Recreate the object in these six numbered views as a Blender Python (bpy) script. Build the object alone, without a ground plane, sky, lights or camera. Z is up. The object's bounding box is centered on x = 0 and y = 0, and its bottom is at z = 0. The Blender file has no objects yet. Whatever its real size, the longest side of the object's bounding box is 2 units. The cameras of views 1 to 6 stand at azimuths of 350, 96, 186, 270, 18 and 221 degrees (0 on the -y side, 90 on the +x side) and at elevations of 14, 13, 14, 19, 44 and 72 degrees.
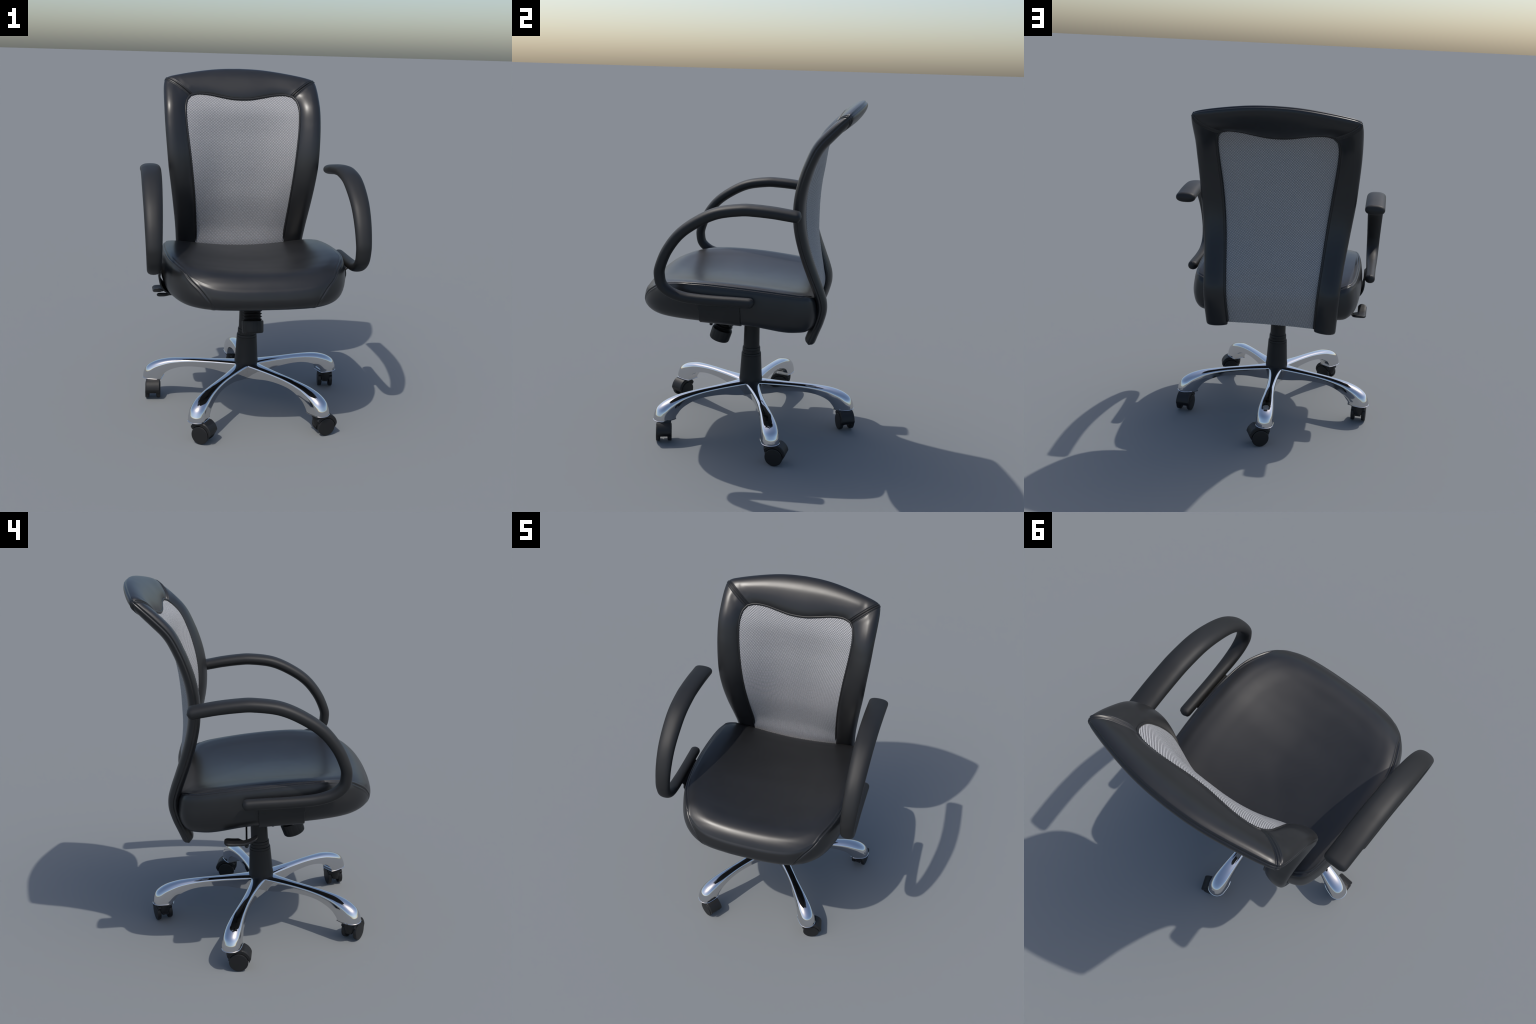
import bpy, math
import numpy as np
from mathutils import Vector, Matrix, noise

CX = 0.005                      # symmetry plane of the upholstery
BASE = Vector((0.003, -0.018, 0.0))   # column axis on the floor

# ------------------------------------------------------------------ helpers
def catmull(pts, n, closed=False):
    """Centripetal-free Catmull-Rom through control points, resampled evenly by length."""
    p = np.array(pts, float)
    m = len(p)
    segs = m if closed else m - 1
    out = []
    for i in range(segs):
        if closed:
            a, b, c, d = p[(i - 1) % m], p[i], p[(i + 1) % m], p[(i + 2) % m]
        else:
            b, c = p[i], p[i + 1]
            a = p[i - 1] if i > 0 else 2 * b - c
            d = p[i + 2] if i + 2 < m else 2 * c - b
        t = np.linspace(0, 1, 24, endpoint=False)[:, None]
        out.append(0.5 * ((2 * b) + (-a + c) * t + (2 * a - 5 * b + 4 * c - d) * t ** 2
                          + (-a + 3 * b - 3 * c + d) * t ** 3))
    out = np.vstack(out + [p[:1] if closed else p[-1:]])
    L = np.r_[0, np.cumsum(np.linalg.norm(np.diff(out, axis=0), axis=1))]
    s = np.linspace(0, L[-1], n + 1)[:-1] if closed else np.linspace(0, L[-1], n)
    return np.stack([np.interp(s, L, out[:, k]) for k in range(out.shape[1])], 1)


def smooth_interp(x, xs, ys):
    """Cubic Hermite interpolation of a profile table."""
    xs = np.array(xs, float); ys = np.array(ys, float)
    m = np.gradient(ys, xs)
    x = np.clip(np.asarray(x, float), xs[0], xs[-1])
    i = np.clip(np.searchsorted(xs, x) - 1, 0, len(xs) - 2)
    h = xs[i + 1] - xs[i]; t = (x - xs[i]) / h
    return ((2 * t**3 - 3 * t**2 + 1) * ys[i] + (t**3 - 2 * t**2 + t) * h * m[i]
            + (-2 * t**3 + 3 * t**2) * ys[i + 1] + (t**3 - t**2) * h * m[i + 1])


def add_mesh(name, verts, faces, mat, smooth=True, angle=None):
    me = bpy.data.meshes.new(name)
    me.from_pydata([tuple(map(float, v)) for v in verts], [], faces)
    me.update()
    if smooth:
        me.shade_smooth()
        if angle:
            me.set_sharp_from_angle(angle=math.radians(angle))
    me.materials.append(mat)
    ob = bpy.data.objects.new(name, me)
    bpy.context.collection.objects.link(ob)
    return ob


def grid_faces(nr, nc, wrap_c=False, wrap_r=False, flip=False):
    f = []
    for i in range(nr if wrap_r else nr - 1):
        for j in range(nc if wrap_c else nc - 1):
            a = i * nc + j; b = i * nc + (j + 1) % nc
            c = ((i + 1) % nr) * nc + (j + 1) % nc; d = ((i + 1) % nr) * nc + j
            f.append((a, d, c, b) if flip else (a, b, c, d))
    return f


def grid_normals(P, wrap_r=False, wrap_c=False):
    def diff(A, ax, wrap):
        if wrap:
            return np.roll(A, -1, ax) - np.roll(A, 1, ax)
        return np.gradient(A, axis=ax)
    n = np.cross(diff(P, 0, wrap_r), diff(P, 1, wrap_c))
    return n / (np.linalg.norm(n, axis=2, keepdims=True) + 1e-12)


def revolve(name, profile, mat, segs=64, angle=35, axis=None, origin=None):
    """Lathe (radius, height) profile about +z, then turn z onto 'axis'."""
    pr = [(max(r, 0.0), z) for r, z in profile]
    verts, faces = [], []
    n = len(pr)
    for r, z in pr:
        for k in range(segs):
            a = 2 * math.pi * k / segs
            verts.append(Vector((r * math.cos(a), r * math.sin(a), z)))
    for i in range(n - 1):
        for k in range(segs):
            k2 = (k + 1) % segs
            faces.append((i * segs + k, i * segs + k2, (i + 1) * segs + k2, (i + 1) * segs + k))
    faces.append(tuple(reversed(range(segs))))
    faces.append(tuple(range((n - 1) * segs, n * segs)))
    if axis is not None:
        q = Vector((0, 0, 1)).rotation_difference(Vector(axis).normalized())
        verts = [q @ v for v in verts]
    if origin is not None:
        verts = [v + Vector(origin) for v in verts]
    return add_mesh(name, verts, faces, mat, True, angle)


def tube(name, path, radius, mat, segs=12, closed=False, flat=None):
    """Round bead along a 3D path; radius may be an array."""
    P = np.array(path, float); n = len(P)
    r = np.full(n, radius) if np.isscalar(radius) else np.array(radius)
    T = np.gradient(P, axis=0) if not closed else np.roll(P, -1, 0) - np.roll(P, 1, 0)
    T /= np.linalg.norm(T, axis=1, keepdims=True)
    ref = np.array(flat if flat is not None else (0.0, 1.0, 0.0))
    V = []
    for i in range(n):
        s = np.cross(T[i], ref); s /= np.linalg.norm(s) + 1e-9
        u = np.cross(s, T[i])
        for k in range(segs):
            a = 2 * math.pi * k / segs
            V.append(P[i] + r[i] * (math.cos(a) * s + math.sin(a) * u))
    F = grid_faces(n, segs, wrap_c=True, wrap_r=closed)
    if not closed:
        F += [tuple(range(segs)), tuple(reversed(range((n - 1) * segs, n * segs)))]
    ob = add_mesh(name, V, F, mat)
    fix_normals(ob)
    return ob


def fix_normals(ob):
    import bmesh
    bm = bmesh.new(); bm.from_mesh(ob.data)
    bmesh.ops.recalc_face_normals(bm, faces=bm.faces)
    bm.to_mesh(ob.data); bm.free()


def bevel_box(name, lo, hi, mat, width=0.004, segs=2):
    import bmesh
    bm = bmesh.new()
    bmesh.ops.create_cube(bm, size=1.0)
    for v in bm.verts:
        v.co = Vector([lo[k] + (v.co[k] + 0.5) * (hi[k] - lo[k]) for k in range(3)])
    bmesh.ops.bevel(bm, geom=list(bm.edges), offset=width, segments=segs, profile=0.6, affect='EDGES')
    me = bpy.data.meshes.new(name); bm.to_mesh(me); bm.free()
    me.shade_smooth(); me.set_sharp_from_angle(angle=math.radians(40))
    me.materials.append(mat)
    ob = bpy.data.objects.new(name, me); bpy.context.collection.objects.link(ob)
    return ob


def parent(child, par):
    child.parent = par
    child.matrix_parent_inverse = par.matrix_basis.inverted()


# ---------------------------------------------------------------- materials
def new_mat(name):
    m = bpy.data.materials.new(name); m.use_nodes = True
    nt = m.node_tree
    return m, nt, nt.nodes["Principled BSDF"]


def surface_mat(name, color, rough, spec=0.5, bump=0.0, scale=400.0, metallic=0.0, vary=0.12, rough_vary=0.06):
    m, nt, b = new_mat(name)
    tc = nt.nodes.new("ShaderNodeTexCoord")
    nz = nt.nodes.new("ShaderNodeTexNoise"); nz.inputs["Scale"].default_value = 9.0
    nz.inputs["Detail"].default_value = 4.0
    nt.links.new(tc.outputs["Object"], nz.inputs["Vector"])
    cr = nt.nodes.new("ShaderNodeValToRGB")
    c = np.array(color)
    cr.color_ramp.elements[0].position = 0.3; cr.color_ramp.elements[1].position = 0.7
    cr.color_ramp.elements[0].color = (*(c * (1 - vary)), 1)
    cr.color_ramp.elements[1].color = (*(c * (1 + vary)), 1)
    nt.links.new(nz.outputs["Fac"], cr.inputs["Fac"])
    nt.links.new(cr.outputs["Color"], b.inputs["Base Color"])
    mr = nt.nodes.new("ShaderNodeMapRange")
    mr.inputs["To Min"].default_value = rough - rough_vary / 2
    mr.inputs["To Max"].default_value = rough + rough_vary / 2
    nt.links.new(nz.outputs["Fac"], mr.inputs["Value"])
    nt.links.new(mr.outputs["Result"], b.inputs["Roughness"])
    b.inputs["Specular IOR Level"].default_value = spec
    b.inputs["Metallic"].default_value = metallic
    if bump > 0:
        v = nt.nodes.new("ShaderNodeTexVoronoi"); v.inputs["Scale"].default_value = scale
        nt.links.new(tc.outputs["Object"], v.inputs["Vector"])
        bp = nt.nodes.new("ShaderNodeBump"); bp.inputs["Strength"].default_value = bump
        bp.inputs["Distance"].default_value = 0.001
        nt.links.new(v.outputs["Distance"], bp.inputs["Height"])
        nt.links.new(bp.outputs["Normal"], b.inputs["Normal"])
    return m


LEATHER = surface_mat("black_leather", (0.0145, 0.0147, 0.0155), 0.34, 0.5, 0.03, 500, vary=0.08)
ARM_MAT = surface_mat("soft_black_urethane", (0.0145, 0.0146, 0.0148), 0.55, 0.4, 0.04, 700, vary=0.06)
PLASTIC = surface_mat("black_plastic", (0.0105, 0.0105, 0.011), 0.5, 0.4, vary=0.06)
CASTER_MAT = surface_mat("caster_black_nylon", (0.0105, 0.0105, 0.011), 0.5, 0.4, vary=0.06)
STEEL = surface_mat("black_painted_steel", (0.013, 0.013, 0.0135), 0.45, 0.4, vary=0.06)
PIPING = surface_mat("black_piping", (0.012, 0.012, 0.0125), 0.42, 0.45, vary=0.05)
CHROME = surface_mat("polished_chrome", (0.69, 0.69, 0.70), 0.03, 0.5, metallic=1.0, vary=0.01, rough_vary=0.01)


def fabric_mat():
    """Woven net: light and dark threads alternating like a fine chequer, period 9.3 mm."""
    m, nt, b = new_mat("woven_mesh_fabric")
    tc = nt.nodes.new("ShaderNodeTexCoord")
    sep = nt.nodes.new("ShaderNodeSeparateXYZ")
    nt.links.new(tc.outputs["Object"], sep.inputs[0])

    def cosine(sock):
        a = nt.nodes.new("ShaderNodeMath"); a.operation = 'MULTIPLY'
        a.inputs[1].default_value = 2 * math.pi / 0.0093
        nt.links.new(sock, a.inputs[0])
        c = nt.nodes.new("ShaderNodeMath"); c.operation = 'COSINE'
        nt.links.new(a.outputs[0], c.inputs[0])
        return c.outputs[0]
    p = nt.nodes.new("ShaderNodeMath"); p.operation = 'MULTIPLY'
    nt.links.new(cosine(sep.outputs["X"]), p.inputs[0])
    nt.links.new(cosine(sep.outputs["Z"]), p.inputs[1])
    mr = nt.nodes.new("ShaderNodeMapRange"); mr.inputs["From Min"].default_value = -1
    nt.links.new(p.outputs[0], mr.inputs["Value"])
    cr = nt.nodes.new("ShaderNodeValToRGB")
    e = cr.color_ramp.elements
    e[0].position = 0.43; e[0].color = (0.038, 0.039, 0.042, 1)
    e[1].position = 0.66; e[1].color = (0.63, 0.63, 0.64, 1)
    nt.links.new(mr.outputs["Result"], cr.inputs["Fac"])
    nt.links.new(cr.outputs["Color"], b.inputs["Base Color"])
    b.inputs["Roughness"].default_value = 0.55
    b.inputs["Specular IOR Level"].default_value = 0.25
    bp = nt.nodes.new("ShaderNodeBump"); bp.inputs["Strength"].default_value = 0.25
    bp.inputs["Distance"].default_value = 0.001
    nt.links.new(mr.outputs["Result"], bp.inputs["Height"])
    nt.links.new(bp.outputs["Normal"], b.inputs["Normal"])
    return m


FABRIC = fabric_mat()

# ---------------------------------------------------------------- the thing
chair = bpy.data.objects.new("office_chair", None)
chair.location = BASE
bpy.context.collection.objects.link(chair)
chair["label"] = "black leather office chair with mesh back and chrome base"
chair["category"] = "office chair"
bpy.context.view_layer.update()

# --------------------------------------------------------------------- seat
def build_seat():
    half = [(0, -.638), (.15, -.634), (.274, -.616), (.368, -.571), (.440, -.496), (.488, -.388), (.512, -.27),
            (.522, -.1), (.521, .05), (.513, .19), (.498, .285), (.463, .363), (.388, .398), (.30, .403), (.18, .402), (0, .400)]
    ctrl = half + [(-x, y) for x, y in reversed(half[1:-1])]
    N = 900
    O = catmull(ctrl, N, closed=True)
    T = np.roll(O, -1, 0) - np.roll(O, 1, 0)
    T /= np.linalg.norm(T, axis=1, keepdims=True)
    inward = np.stack([-T[:, 1], T[:, 0]], 1)

    def z_seam(x, y):
        # the front roll follows the rounded nose, so the corners fall away sooner
        y = y - .13 * x ** 2 * np.clip((-.12 - y) / .2, 0, 1)
        z = smooth_interp(y, [-.64, -.615, -.57, -.51, -.43, -.3, -.2, 0, .2, .4],
                          [.864, .902, .939, .966, .983, .991, .991, .981, .963, .940])
        g = smooth_interp(y, [-.64, -.55, -.42, -.25, -.1, .4], [0, .30, .85, 1.08, 1, .9])
        return z - 0.053 * g * np.clip(1 - (x / .47) ** 2, 0, 1)

    def z_bottom(y):
        return smooth_interp(y, [-.64, -.5, -.28, .05, .25, .33, .40],
                             [.770, .768, .768, .754, .726, .726, .730])
    INS = .022
    prof = np.array([(.022, 1.0), (.012, .90), (.005, .74), (0, .53), (.003, .36), (.014, .20),
                     (.036, .08), (.068, .02), (.11, .003), (.16, 0)])
    side = catmull(prof, 110)
    rings = []
    # upper skin from the middle out to the seam
    Q = O + inward * INS
    S = np.stack([np.zeros(N), np.clip(Q[:, 1], -.22, .02)], 1)
    s_vals = np.r_[np.r_[0.0, np.linspace(0.03, .9, 50)], np.linspace(.91, .995, 30)]
    for s in s_vals:
        P = S + s * (Q - S)
        edge = smooth_interp(s, [0, .6, .8, .9, .96, 1], [.020, .022, .021, .0160, .0077, 0])
        rings.append(np.c_[P, z_seam(P[:, 0], P[:, 1]) + edge])
    # side wall
    zs = z_seam(Q[:, 0], Q[:, 1])
    for ins, h in side:
        P = O + inward * ins
        # the rear wall leans in behind the net
        lean = .034 * np.clip((.88 - h) / .5, 0, 1) * np.clip((.36 - np.abs(P[:, 0])) / .09, 0, 1) * np.clip((P[:, 1] - .2) / .1, 0, 1)
        P[:, 1] -= lean
        zb = z_bottom(P[:, 1])
        rings.append(np.c_[P, zb + h * (zs - zb)])
    # underside
    Qb = rings[-1][:, :2]
    for s in np.linspace(.9, 0, 10):
        P = S + s * (Qb - S)
        rings.append(np.c_[P, z_bottom(P[:, 1])])
    P = np.array(rings)                       # rings x N x 3
    nr = len(rings)
    nrm = grid_normals(P, wrap_c=True)
    if nrm[40, :, 2].mean() < 0:
        nrm = -nrm
    # sewn seam: along the upper edge of each side, then diagonally down the front corner
    seam_half = [(.40, .372, .953), (.455, .33, .958), (.485, .25, .968), (.497, .1, .981), (.500, -.08, .994),
                 (.492, -.22, 1.0), (.470, -.34, .985), (.425, -.445, .955), (.368, -.530, .915),
                 (.315, -.582, .865), (.288, -.610, .815), (.276, -.610, .780), (.270, -.570, .768), (.266, -.54, .768)]
    flat = P.reshape(-1, 3).copy()
    disp = np.zeros(len(flat))
    for sgn in (1, -1):
        cs = catmull([(sgn * x, y, z) for x, y, z in seam_half], 420)
        nflat = nrm.reshape(-1, 3)
        for _ in range(3):                   # drop the curve onto the cushion's skin
            proj = []
            for q in cs:
                k = np.argmin(((flat - q) ** 2).sum(1))
                proj.append(q - np.dot(q - flat[k], nflat[k]) * nflat[k])
            pj = np.array(proj); cs = catmull(np.vstack([pj[:-1:30], pj[-1:]]), 420)
        lo, hi = cs.min(0) - .03, cs.max(0) + .03
        idx = np.where(((flat > lo) & (flat < hi)).all(1))[0]
        for ch in np.array_split(idx, 40):
            d = np.sqrt(((flat[ch][:, None] - cs[None]) ** 2).sum(2)).min(1)
            disp[ch] += -.0042 * np.exp(-(d / .0034) ** 2) + .0016 * np.exp(-((d - .009) / .0045) ** 2)
    flat += nrm.reshape(-1, 3) * disp[:, None]
    flat[:, 0] += CX
    V = list(flat)
    F = grid_faces(nr, N, wrap_c=True)
    ob = add_mesh("seat_cushion", V, F, LEATHER)
    import bmesh
    bm = bmesh.new(); bm.from_mesh(ob.data)     # the innermost rings close up on the middle line
    bmesh.ops.remove_doubles(bm, verts=bm.verts, dist=2e-4)
    bmesh.ops.recalc_face_normals(bm, faces=bm.faces)
    bm.to_mesh(ob.data); bm.free()
    parent(ob, chair)
    return ob


seat = build_seat()

# ----------------------------------------------------------------- backrest
ZM = [.645, .72, .79, .86, .90, .946, 1.024, 1.11, 1.218, 1.314, 1.43, 1.516, 1.593, 1.67, 1.774, 1.83, 1.88, 1.93, 2.0]
YM = [.354, .381, .406, .4200, .4165, .402, .370, .335, .298, .275, .2675, .276, .294, .321, .376, .428, .479, .532, .611]
ZB = [.645, .9, 1.1, 1.22, 1.31, 1.43, 1.52, 1.61, 1.74, 1.85, 1.95, 2.0]
ZI = [.655, .75, .85, .95, 1.05, 1.25, 1.46, 1.63, 1.72, 1.87, 2.0]     # half width of the net
BX = 0.009                       # the back sits a touch to one side
XI = [.262, .268, .274, .281, .288, .304, .326, .346, .354, .356, .40]
BB = [-.018, -.008, .043, .068, .088, .098, .096, .087, .053, .027, .012, .010]


def back_y(x, z, k=.94):
    xi = smooth_interp(z, ZI, XI) + .004
    return smooth_interp(z, ZM, YM) + smooth_interp(z, ZB, BB) * np.exp(-(np.abs(x) / (xi * k)) ** 3)


def back_point(x, z, k=.94):
    return np.stack([x, back_y(x, z, k), z], -1)


def back_normal(x, z):
    e = .004
    gx = (back_y(x + e, z) - back_y(x - e, z)) / (2 * e)
    gz = (back_y(x, z + e) - back_y(x, z - e)) / (2 * e)
    n = np.stack([-gx, np.ones_like(gx), -gz], -1)
    return n / np.linalg.norm(n, axis=-1, keepdims=True)


OUT_SIDE = [(.392, .651), (.398, .75), (.403, .85), (.408, .95), (.417, 1.06), (.431, 1.18), (.446, 1.3), (.461, 1.42),
            (.471, 1.55), (.478, 1.66), (.481, 1.75), (.4815, 1.83), (.479, 1.885), (.472, 1.924)]
OUT_TOP = [(.472, 1.924), (.435, 1.938), (.33, 1.958), (.2, 1.977), (.1, 1.986), (0, 1.989)]
IN_SIDE = [(.262, .651), (.268, .75), (.274, .85), (.281, .95), (.288, 1.05), (.304, 1.25), (.326, 1.46), (.346, 1.63),
           (.353, 1.72), (.352, 1.765), (.342, 1.805), (.318, 1.832)]
IN_TOP = [(.318, 1.832), (.27, 1.842), (.2, 1.838), (.13, 1.826), (.06, 1.815), (0, 1.812)]


def build_frame():
    # sampling along the U, dense close to the mitred corners
    ts = np.r_[np.linspace(0, .90, 150, endpoint=False), np.linspace(.90, 1, 70)]
    tt = np.r_[np.linspace(0, .22, 70)[1:], np.linspace(.22, 1, 60)[1:]]
    def at(curve, t):
        c = catmull(curve, 400); s = np.linspace(0, 1, 400)
        return np.stack([np.interp(t, s, c[:, 0]), np.interp(t, s, c[:, 1])], 1)
    Oh = np.vstack([at(OUT_SIDE, ts), at(OUT_TOP, tt)])
    Ih = np.vstack([at(IN_SIDE, ts), at(IN_TOP, tt)])
    corner = len(ts) - 1
    nh = len(Oh)
    # full U: right bottom -> top -> left bottom
    mir = lambda A: np.vstack([A, (A * [-1, 1])[-2::-1]])
    O, I = mir(Oh), mir(Ih)
    n = len(O)
    corners = (corner, n - 1 - corner)
    M = 144
    ph = np.linspace(0, 2 * np.pi, M, endpoint=False)
    a = np.sign(np.cos(ph)) * np.abs(np.cos(ph)) ** (2 / 3.0)      # -1 outer .. +1 inner
    b = np.sign(np.sin(ph)) * np.abs(np.sin(ph)) ** (2 / 2.3)
    u = (a + 1) / 2
    mid = (O + I) / 2
    L = np.r_[0, np.cumsum(np.linalg.norm(np.diff(mid, axis=0), axis=1))]
    P = np.zeros((n, M, 3)); NB = np.zeros((n, M, 3))
    for i in range(n):
        # rounded lower ends
        endd = min(L[i], L[-1] - L[i])
        rnd = 1.0
        shrink = 0.0
        if endd < .022:
            k = 1 - endd / .022
            rnd = math.sqrt(max(1 - k * k, 0.0)) * .75 + .25
            shrink = .008 * (1 - math.sqrt(max(1 - k * k, 0)))
        wdir = (I[i] - O[i]); W = np.linalg.norm(wdir); wdir = wdir / W
        x = O[i, 0] + wdir[0] * (shrink + u * (W - 2 * shrink))
        z = O[i, 1] + wdir[1] * (shrink + u * (W - 2 * shrink))
        dc = min(abs(L[i] - L[c]) for c in corners)
        pinch = 1 - .10 * math.exp(-(dc / .05) ** 2)
        top = math.exp(-(abs(O[i, 0]) / .40) ** 4) if i > corner and i < n - 1 - corner else 0.0
        upper = min(max((O[i, 1] - 1.70) / .22, 0), 1)
        h = (.0315 + .0035 * upper + .0055 * top) * rnd * pinch * (1 - .42 * np.clip((u - .35) / .65, 0, 1) ** 1.5)
        nn = back_normal(x, z)
        P[i] = back_point(x, z) + nn * (b * h)[:, None]
        NB[i] = nn
    nrm = grid_normals(P, wrap_c=True)
    chk = ((nrm * NB).sum(2) * b[None]).mean()
    if chk < 0:
        nrm = -nrm
    disp = np.zeros((n, M))
    for c in corners:
        ax = P[c]                                            # mitre ring
        for i in range(max(0, c - 90), min(n, c + 90)):
            d = np.linalg.norm(P[i] - ax, axis=1)
            core = -.0042 * np.exp(-(d / .0032) ** 2) + .0034 * np.exp(-((d - .0070) / .0026) ** 2) \
                   - .0036 * np.exp(-((d - .0135) / .0030) ** 2)
            edge = np.clip((np.minimum(u, 1 - u)) / .05, 0, 1)
            disp[i] += core * (.4 + .6 * edge)
            # little gathers beside the stitching
            fade = np.exp(-((d - .03) / .03) ** 2)
            for j in range(M):
                if b[j] < 0:
                    q = P[i, j]
                    disp[i, j] += .0016 * fade[j] * noise.noise(Vector((q[0] * 26, q[1] * 14, q[2] * 26 + c)))
    # welt line round the outer edge
    for j in range(M):
        if a[j] < -.5:
            t = b[j] + .12
            disp[:, j] += -.0028 * math.exp(-(t / .09) ** 2) + .0010 * math.exp(-((abs(t) - .24) / .1) ** 2)
    P = P + nrm * disp[:, :, None]
    P[:, :, 0] += BX
    V = P.reshape(-1, 3)
    faces = grid_faces(n, M, wrap_c=True)
    caps = [tuple(range(M)), tuple(reversed(range((n - 1) * M, n * M)))]
    whole = add_mesh("frame_whole", V, faces + caps, LEATHER)
    fix_normals(whole)
    vn = np.array([v.normal[:] for v in whole.data.vertices])
    fl = [tuple(p.vertices) for p in whole.data.polygons]
    groups = {"side_bolster": [], "headrest_cushion": [], "side_bolster.001": []}
    for f in fl:
        r = np.mean([v // M for v in f])
        key = "side_bolster" if r < corners[0] else ("headrest_cushion" if r < corners[1] else "side_bolster.001")
        groups[key].append(f)
    bpy.data.objects.remove(whole)
    obs = []
    for key, fs in groups.items():
        ids = sorted({v for f in fs for v in f}); mp = {v: k for k, v in enumerate(ids)}
        ob = add_mesh(key, V[ids], [tuple(mp[v] for v in f) for f in fs], LEATHER)
        ob.data.normals_split_custom_set_from_vertices([tuple(x) for x in vn[ids]])
        parent(ob, chair); obs.append(ob)
    # dark piping where the net is sewn in
    off = Ih - (Oh - Ih) / np.linalg.norm(Oh - Ih, axis=1, keepdims=True) * -.001
    full = mir(off)[4:-4:2]
    c = back_point(full[:, 0], full[:, 1]); c[:, 0] += BX
    nb = back_normal(full[:, 0], full[:, 1])
    # oval bead: two threads give front and rear welts
    V2, seg = [], 14
    Tn = np.gradient(c, axis=0); Tn /= np.linalg.norm(Tn, axis=1, keepdims=True)
    sd = np.cross(Tn, nb)
    for i in range(len(c)):
        for k in range(seg):
            an = 2 * math.pi * k / seg
            V2.append(c[i] + sd[i] * math.cos(an) * .0085 + nb[i] * math.sin(an) * .0125)
    pip = add_mesh("mesh_piping", V2, grid_faces(len(c), seg, wrap_c=True)
                   + [tuple(range(seg)), tuple(reversed(range((len(c) - 1) * seg, len(c) * seg)))], PIPING)
    fix_normals(pip); parent(pip, chair)
    return obs


build_frame()


def build_net():
    nz, nx = 180, 60
    zin = [.655, .75, .85, .95, 1.05, 1.25, 1.46, 1.63, 1.72, 1.87]
    xin = [.262, .268, .274, .281, .288, .304, .326, .346, .354, .352]
    rows = []
    for z in np.linspace(.666, 1.852, nz):
        w = float(smooth_interp(z, zin, xin)) + .006
        if z > 1.80:
            w -= (z - 1.80) * .55
        x = np.linspace(-w, w, nx)
        rows.append(back_point(x, np.full(nx, z), .87))
    P = np.array(rows)
    nb = np.array([back_normal(r[:, 0], r[:, 2]) for r in P])
    low = np.clip((1.03 - P[:, :, 2]) / .12, 0, 1)[:, :, None]
    P = P - nb * .011 * low * low * (3 - 2 * low)      # sewn to the front of the frame lower down
    th = .0022
    A = (P - nb * th); B = (P + nb * th)
    A[:, :, 0] += BX; B[:, :, 0] += BX
    V = np.vstack([A.reshape(-1, 3), B.reshape(-1, 3)])
    k = nz * nx
    F = grid_faces(nz, nx) + [tuple(v + k for v in f) for f in grid_faces(nz, nx, flip=True)]
    rim = list(range(nx)) + [i * nx + nx - 1 for i in range(1, nz)] + \
          [(nz - 1) * nx + j for j in range(nx - 2, -1, -1)] + [i * nx for i in range(nz - 2, 0, -1)]
    for i in range(len(rim)):
        p, q = rim[i], rim[(i + 1) % len(rim)]
        F.append((p, p + k, q + k, q))
    ob = add_mesh("backrest_mesh", V, F, FABRIC, True, 50)
    fix_normals(ob); parent(ob, chair)


build_net()

# ---------------------------------------------------------------- armrests
def build_armrest():
    # centre line in the side plane (y, z), with width across x and thickness along the normal
    path = [(.300, 1.404), (.22, 1.415), (.15, 1.424), (.06, 1.4305), (-.02, 1.430), (-.145, 1.408), (-.253, 1.356),
            (-.347, 1.285), (-.415, 1.193), (-.453, 1.10), (-.457, 1.050), (-.443, .999), (-.395, .959), (-.325, .937),
            (-.25, .929), (-.15, .925), (-.05, .924), (.062, .922)]
    n = 190
    C = catmull(path, n)
    s = np.linspace(0, 1, n)
    W = smooth_interp(s, [0, .15, .35, .5, .62, .72, .82, 1], [.118, .117, .111, .098, .085, .074, .064, .061])
    H = smooth_interp(s, [0, .15, .35, .5, .65, .8, 1], [.060, .063, .062, .058, .056, .056, .056])
    X = smooth_interp(s, [0, .3, .6, 1], [.565, .570, .570, .566])
    T = np.gradient(C, axis=0); T /= np.linalg.norm(T, axis=1, keepdims=True)
    Nn = np.stack([-T[:, 1], T[:, 0]], 1)              # in-plane normal
    M = 44
    ph = np.linspace(0, 2 * np.pi, M, endpoint=False)
    verts = []
    L = np.linalg.norm(np.diff(C, axis=0), axis=1).sum()
    for i in range(n):
        d = min(s[i], 1 - s[i]) * L
        R = .024
        k = 1.0
        if d < R:
            k = math.sqrt(max(1 - (1 - d / R) ** 2, 0)) * .80 + .20
        p = 2.6 - .5 * s[i]
        a = np.sign(np.cos(ph)) * np.abs(np.cos(ph)) ** (2 / p) * W[i] / 2
        b = np.sign(np.sin(ph)) * np.abs(np.sin(ph)) ** (2 / 2.4) * H[i] / 2
        a = np.sign(a) * np.maximum(np.abs(a) - (1 - k) * H[i] / 2, 0) if k < 1 else a
        b = b * k
        for q in range(M):
            verts.append((X[i] + a[q], C[i, 0] + Nn[i, 0] * b[q], C[i, 1] + Nn[i, 1] * b[q]))
    F = grid_faces(n, M, wrap_c=True) + [tuple(range(M)), tuple(reversed(range((n - 1) * M, n * M)))]
    return verts, F


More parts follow.
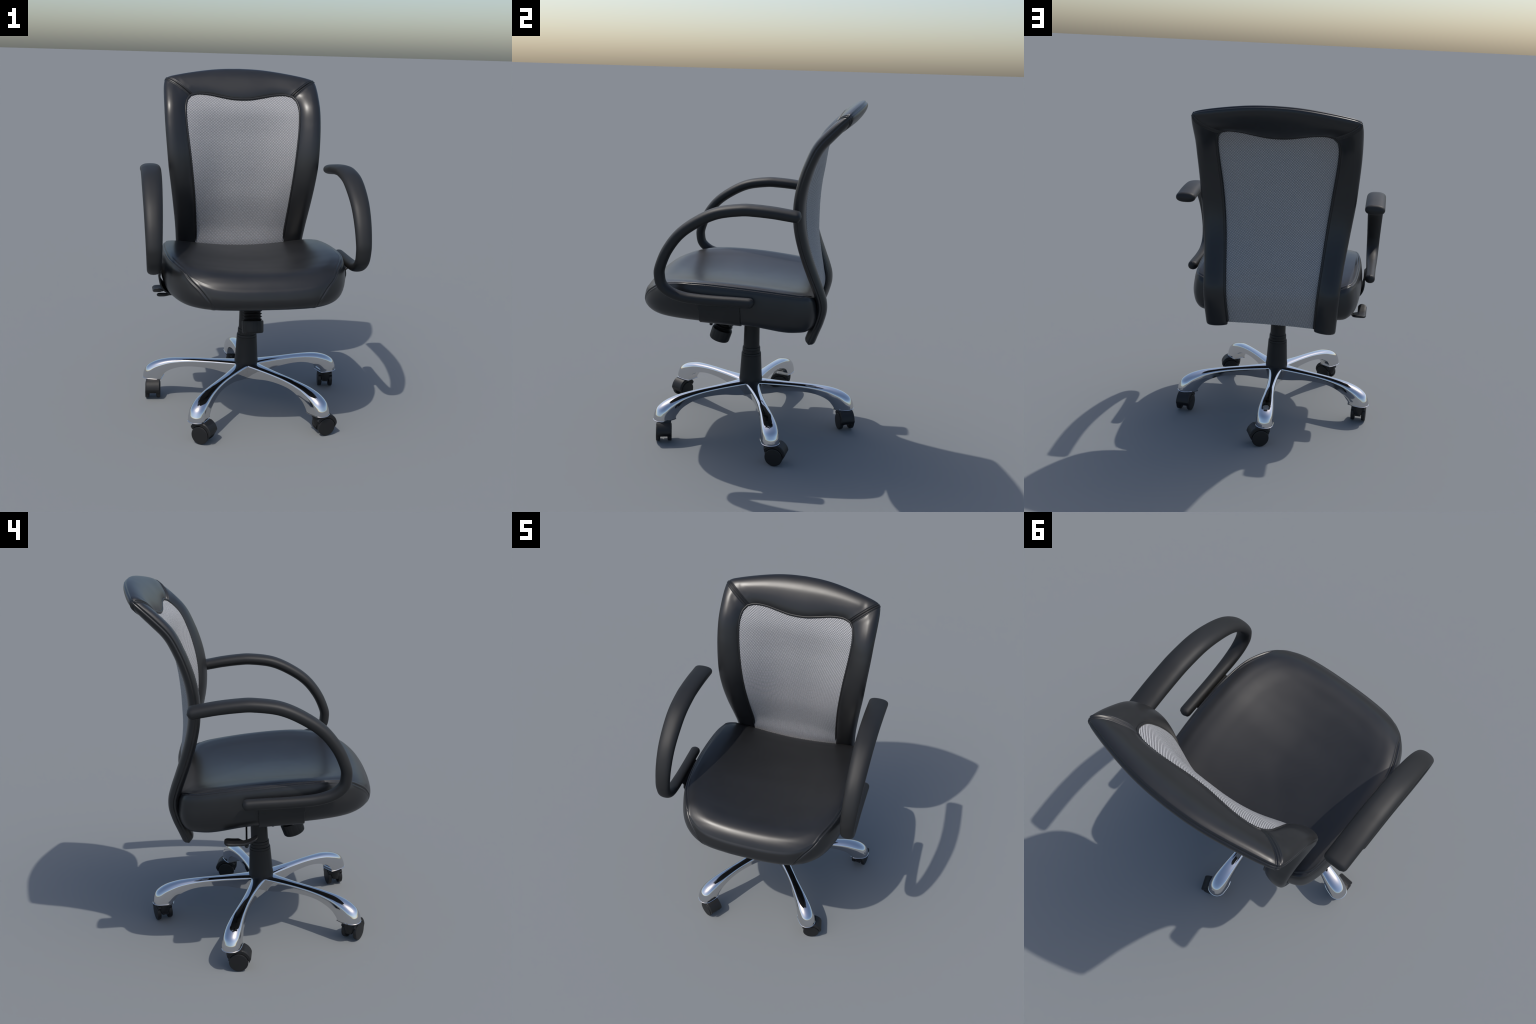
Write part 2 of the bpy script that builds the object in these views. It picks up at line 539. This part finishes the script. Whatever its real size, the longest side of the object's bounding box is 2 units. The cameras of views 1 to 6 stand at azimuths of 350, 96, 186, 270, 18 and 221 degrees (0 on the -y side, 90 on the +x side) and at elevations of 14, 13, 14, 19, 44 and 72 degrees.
def bracket_geometry():
    # steel plate from the arm bar, down the cushion side and under it
    sec = [(.556, .925), (.545, .908), (.530, .895), (.532, .875), (.531, .852), (.523, .819), (.503, .789), (.467, .769),
           (.42, .762), (.26, .748)]
    c = catmull(sec, 60)
    T = np.gradient(c, axis=0); T /= np.linalg.norm(T, axis=1, keepdims=True)
    Nn = np.stack([T[:, 1], -T[:, 0]], 1)
    V = []
    th = .005
    ys0, ys1 = -.254, -.02
    for (x, z), (nx_, nz_) in zip(c, Nn):
        for y, sg in ((ys0, -1), (ys0, 1), (ys1, 1), (ys1, -1)):
            yy = y + (.0 if z > .86 else .004 * (1 if y < -.1 else .5))
            tilt = -.04 * (y + .137)
            V.append((x + sg * th * nx_, yy, z + sg * th * nz_ + tilt))
    F = grid_faces(len(c), 4, wrap_c=True) + [(0, 1, 2, 3), tuple(reversed(range(len(V) - 4, len(V))))]
    return V, F


def build_armrests():
    v, f = build_armrest()
    bv, bf = bracket_geometry()
    for k, sg in enumerate((1, -1)):
        suf = "" if k == 0 else ".001"
        arm = add_mesh("armrest" + suf, [(sg * x, y, z) for x, y, z in v], f, ARM_MAT)
        fix_normals(arm); parent(arm, chair)
        br = add_mesh("armrest_bracket" + suf, [(sg * x, y, z) for x, y, z in bv], bf, STEEL, True, 30)
        fix_normals(br)
        br.modifiers.new("edge", 'BEVEL').width = .002
        br.parent = arm
        for j, y in enumerate((-.20, -.09)):
            bolt = revolve("bracket_bolt" + ("" if (k, j) == (0, 0) else ".%03d" % (k * 2 + j)),
                           [(.0, -.018), (.008, -.018), (.010, -.014), (.010, 0)], STEEL, 6, 20,
                           origin=(sg * .40, y, .752))
            bolt.parent = arm


build_armrests()

# ------------------------------------------------------- gas column + mechanism
def build_column():
    prof = [(.066, .268), (.0705, .272), (.0715, .280), (.0700, .292), (.0685, .30), (.0606, .436), (.0590, .4363),
            (.0590, .4385), (.0605, .4388), (.0602, .445), (.0588, .450), (.0552, .4515), (.0548, .470), (.0534, .4703),
            (.0534, .4722), (.0547, .4725), (.0543, .482), (.0532, .4858), (.0500, .4872), (.0492, .50), (.0465, .66),
            (.045, .75)]
    col = revolve("gas_lift_column", [(r, z) for r, z in prof], PLASTIC, 72, 30, origin=(BASE.x, BASE.y, 0))
    parent(col, chair)
    # tilt housing hidden under the cushion
    hs = bevel_box("tilt_mechanism", (-.10, -.20, .665), (.108, .14, .755), STEEL, .012, 3)
    parent(hs, chair)
    pl = bevel_box("seat_plate", (-.26, -.25, .735), (.27, .10, .765), STEEL, .004, 2)
    parent(pl, chair)


build_column()


def build_knob():
    ax = Vector((0, -.30, -.954)).normalized()
    c = Vector((.006, -.211, .556))
    # grip with shallow flutes
    segs, pts = 96, [(.050, -.036), (.058, -.0355), (.0625, -.033), (.0635, -.028), (.0625, .026), (.061, .032),
                     (.057, .0365), (.040, .038), (.0, .038)]
    V, F = [], []
    q = Vector((0, 0, 1)).rotation_difference(ax)
    for r, z in pts:
        for k in range(segs):
            a = 2 * math.pi * k / segs
            fl = 1 - (.018 if r > .06 and (k % 8) in (0, 1) else 0)
            V.append(c + q @ Vector((r * fl * math.cos(a), r * fl * math.sin(a), z)))
    F = grid_faces(len(pts), segs, wrap_c=True) + [tuple(range(segs))]
    kn = add_mesh("tension_knob", V, F, PLASTIC, True, 35); fix_normals(kn); parent(kn, chair)
    prof = []
    for i in range(6):
        z = -.034 - i * .0165
        prof += [(.046, z), (.0575, z - .008), (.046, z - .0155)]
    prof.append((.044, -.15))
    prof = prof[::-1]
    bl = revolve("spring_bellows", prof, PLASTIC, 64, 25, axis=ax, origin=c)
    fix_normals(bl); bl.parent = kn


build_knob()


def build_lever():
    # curved paddle, rod running in under the seat
    ny, nx = 40, 14
    top, bot = [], []
    for i in range(ny):
        v = i / (ny - 1)
        y = .163 - .173 * v
        rise = .034 * max(0, (v - .45) / .55) ** 2 + .006 * max(0, (.35 - v) / .35) ** 2
        inner = -.470 if v < .42 else -.470 - .034 * min(1, (v - .42) / .14)
        rnd = .022
        e0 = max(0, 1 - v * .173 / rnd) if v * .173 < rnd else 0
        e1 = max(0, 1 - (1 - v) * .173 / rnd) if (1 - v) * .173 < rnd else 0
        cut = .022 * (1 - math.sqrt(max(1 - max(e0, e1) ** 2, 0)))
        x0, x1 = -.559 + cut, inner - cut * .9
        th = (.0105 - .004 * v) * (1 - .6 * max(e0, e1) ** 2)
        for j in range(nx):
            w = j / (nx - 1)
            x = x0 + (x1 - x0) * w
            ed = (1 - abs(2 * w - 1) ** 4) ** .5
            z = .702 + rise
            top.append((x, y, z + th * ed)); bot.append((x, y, z - th * ed))
    k = ny * nx
    F = grid_faces(ny, nx) + [tuple(v + k for v in f) for f in grid_faces(ny, nx, flip=True)]
    for j in range(nx - 1):
        F.append((j, j + k, j + 1 + k, j + 1)); a = (ny - 1) * nx + j
        F.append((a, a + 1, a + 1 + k, a + k))
    lv = add_mesh("height_lever", top + bot, F, PLASTIC)
    import bmesh
    bm = bmesh.new(); bm.from_mesh(lv.data); bmesh.ops.remove_doubles(bm, verts=bm.verts, dist=1e-5)
    bmesh.ops.recalc_face_normals(bm, faces=bm.faces); bm.to_mesh(lv.data); bm.free()
    parent(lv, chair)
    xs = np.linspace(-.535, -.06, 80)
    rad = np.interp(xs, [-.535, -.53, -.52, -.49, -.475, -.46, -.05], [.004, .009, .0115, .0115, .009, .0052, .0050])
    rod = tube("lever_rod", [(x, .050, .683) for x in xs], rad, STEEL, 16)
    rod.parent = lv


build_lever()

# --------------------------------------------------------------- chrome base
def build_base():
    # stations: outer edge (r, z), inner edge (r, z), half width, share of the height taken by the side walls
    top = [(.01, .277), (.06, .275), (.12, .2725), (.22, .268), (.33, .2640), (.42, .2580), (.50, .2480), (.570, .2275),
           (.619, .197), (.639, .162), (.6445, .139), (.645, .1262), (.6472, .1245), (.6472, .1225)]
    bot = [(.01, .186), (.06, .190), (.12, .197), (.21, .213), (.31, .218), (.385, .214), (.446, .199), (.489, .177),
           (.510, .154), (.520, .140), (.5225, .133), (.523, .1262), (.5210, .1245), (.5210, .1225)]
    hw = [.0455, .0435, .0365, .0290, .0275, .0315, .0380, .0450, .0485, .0500, .0500, .0500, .0517, .0517]
    wall = [.80, .80, .76, .68, .60, .57, .56, .57, .585, .60, .61, .61, .61, .61]
    tp = np.c_[top, bot, np.array(hw), np.array(wall)]
    n = 120
    # keep the small lip crisp by sampling the body and the lip apart
    body = catmull(tp[:12], n)
    lip = tp[12:]
    secs = np.vstack([body, lip])
    dome = np.linspace(0, math.pi, 41)
    M = 41 + 24
    V = []
    for r1, z1, r0, z0, w, ds in secs:
        tip = min(max((r1 - .50) / .14, 0), 1)
        p = 2.35 - .30 * tip
        ring = [(np.sign(math.cos(a)) * abs(math.cos(a)) ** (2 / p), ds + (1 - ds) * math.sin(a) ** (2 / p)) for a in dome]
        xb = .95 - .17 * tip                          # the socket's inner side is rounded
        side = [(1 - (1 - xb) * (1 - k / 10) ** (1 + 3 * tip), ds * k / 10) for k in range(0, 10)]
        ring += [(-x, d) for x, d in reversed(side)]
        ring += [(-xb + 2 * xb * k / 5, 0.0) for k in range(1, 5)]
        ring += side
        for x, d in ring:
            V.append((r0 + d * (r1 - r0), w * x, z0 + d * (z1 - z0)))
    F = grid_faces(len(secs), M, wrap_c=True) + [tuple(range(M)), tuple(reversed(range((len(secs) - 1) * M, len(secs) * M)))]
    leg0 = add_mesh("base_leg", V, F, CHROME, True, 24)
    fix_normals(leg0)
    hub = revolve("base_hub", [(.0, .176), (.058, .176), (.062, .182), (.062, .262), (.058, .271), (.0, .272)], CHROME, 60, 35,
                  origin=(BASE.x, BASE.y, 0))
    parent(hub, chair)
    hood_dirs = {90.9: 22, 162.9: -94, 234.9: -34, 306.9: 13, 18.9: 82}

    # --- caster meshes, built with hood facing +x, stem at the origin
    ofs, zc, R = .033, .0510, .0510
    wheel_prof = [(.0, -.0125), (.040, -.0125), (.0450, -.0115), (.0490, -.009), (.0510, -.004), (.0510, .0085), (.0502, .0108),
                  (.0480, .0122), (.0455, .0125), (.0, .0125)]
    hood_v, hood_f = [], []
    ang = np.radians(np.linspace(9, 150, 44)); ang_in = np.radians(np.linspace(-6, 150, 44))
    zh, Rh = zc + .0090, .0675                    # the hood is struck from a higher centre than the wheel
    sec_r = [(0, -.0425), (.75, -.0425), (1, -.0385), (1, .0385), (.75, .0425), (0, .0425)]
    for a, a2 in zip(ang, ang_in):
        pi = np.array((ofs, zc)) + .0540 * np.array((math.cos(a2), math.sin(a2)))
        po = np.array((ofs, zh)) + Rh * np.array((math.cos(a), math.sin(a)))
        for k, y in sec_r:
            q = pi + k * (po - pi)
            hood_v.append((q[0], y, min(q[1], .1215)))
    m = len(sec_r)
    hood_f = grid_faces(len(ang), m, wrap_c=True) + [tuple(range(m)), tuple(reversed(range((len(ang) - 1) * m, len(ang) * m)))]
    # central web between the wheels
    base_i = len(hood_v)
    ang2 = np.radians(np.linspace(-4, 184, 44))
    for a in ang2:
        rr = .056
        hood_v += [(ofs + rr * math.cos(a), -.0185, zc + rr * math.sin(a)), (ofs + rr * math.cos(a), .0185, zc + rr * math.sin(a))]
    for i in range(len(ang2) - 1):
        p = base_i + 2 * i
        hood_f.append((p, p + 1, p + 3, p + 2))
    hood_f.append(tuple(base_i + 2 * i for i in range(len(ang2))))
    hood_f.append(tuple(base_i + 2 * i + 1 for i in reversed(range(len(ang2)))))
    hood_f.append((base_i, base_i + 2 * len(ang2) - 2, base_i + 2 * len(ang2) - 1, base_i + 1))
    # swivel neck
    nb = len(hood_v); sg = 32
    for r, z in ((.026, .055), (.031, .064), (.034, .085), (.034, .122), (.030, .132)):
        for k in range(sg):
            a = 2 * math.pi * k / sg
            hood_v.append((r * math.cos(a), r * math.sin(a) * .98, z))
    hood_f += [tuple(v + nb for v in f) for f in grid_faces(5, sg, wrap_c=True)]
    hood_f += [tuple(nb + k for k in reversed(range(sg))), tuple(nb + 4 * sg + k for k in range(sg))]
    hood0 = add_mesh("caster_hood", hood_v, hood_f, CASTER_MAT, True, 35)
    fix_normals(hood0)
    wheel0 = revolve("caster_wheel", wheel_prof, CASTER_MAT, 56, 30, axis=(0, 1, 0))
    fix_normals(wheel0)
    axle0 = revolve("caster_axle", [(.006, -.028), (.006, .028)], STEEL, 16, 30, axis=(0, 1, 0))

    rim_r = .583
    first = True
    for i, (a, hd) in enumerate(hood_dirs.items()):
        suf = "" if i == 0 else ".%03d" % i
        leg = leg0 if i == 0 else leg0.copy()
        if i:
            bpy.context.collection.objects.link(leg)
        leg.name = "base_leg" + suf
        leg.location = BASE; leg.rotation_euler = (0, 0, math.radians(a))
        bpy.context.view_layer.update()
        parent(leg, chair)
        ra = math.radians(a)
        hood = hood0 if i == 0 else hood0.copy()
        if i:
            bpy.context.collection.objects.link(hood)
        hood.name = "caster_hood" + suf
        hood.location = (BASE.x + rim_r * math.cos(ra), BASE.y + rim_r * math.sin(ra), 0)
        hood.rotation_euler = (0, 0, math.radians(hd))
        parent(hood, chair)
        for k, sgn in enumerate((1, -1)):
            w = wheel0 if (i == 0 and k == 0) else wheel0.copy()
            if not (i == 0 and k == 0):
                bpy.context.collection.objects.link(w)
            w.name = "caster_wheel" + ("" if i + k == 0 else ".%03d" % (2 * i + k))
            w.parent = hood
            w.location = (ofs, sgn * .0335, zc)
            w.rotation_euler = (0, 0, 0 if sgn > 0 else math.pi)
        ax = axle0 if i == 0 else axle0.copy()
        if i:
            bpy.context.collection.objects.link(ax)
        ax.name = "caster_axle" + suf
        ax.parent = hood; ax.location = (ofs, 0, zc)


build_base()
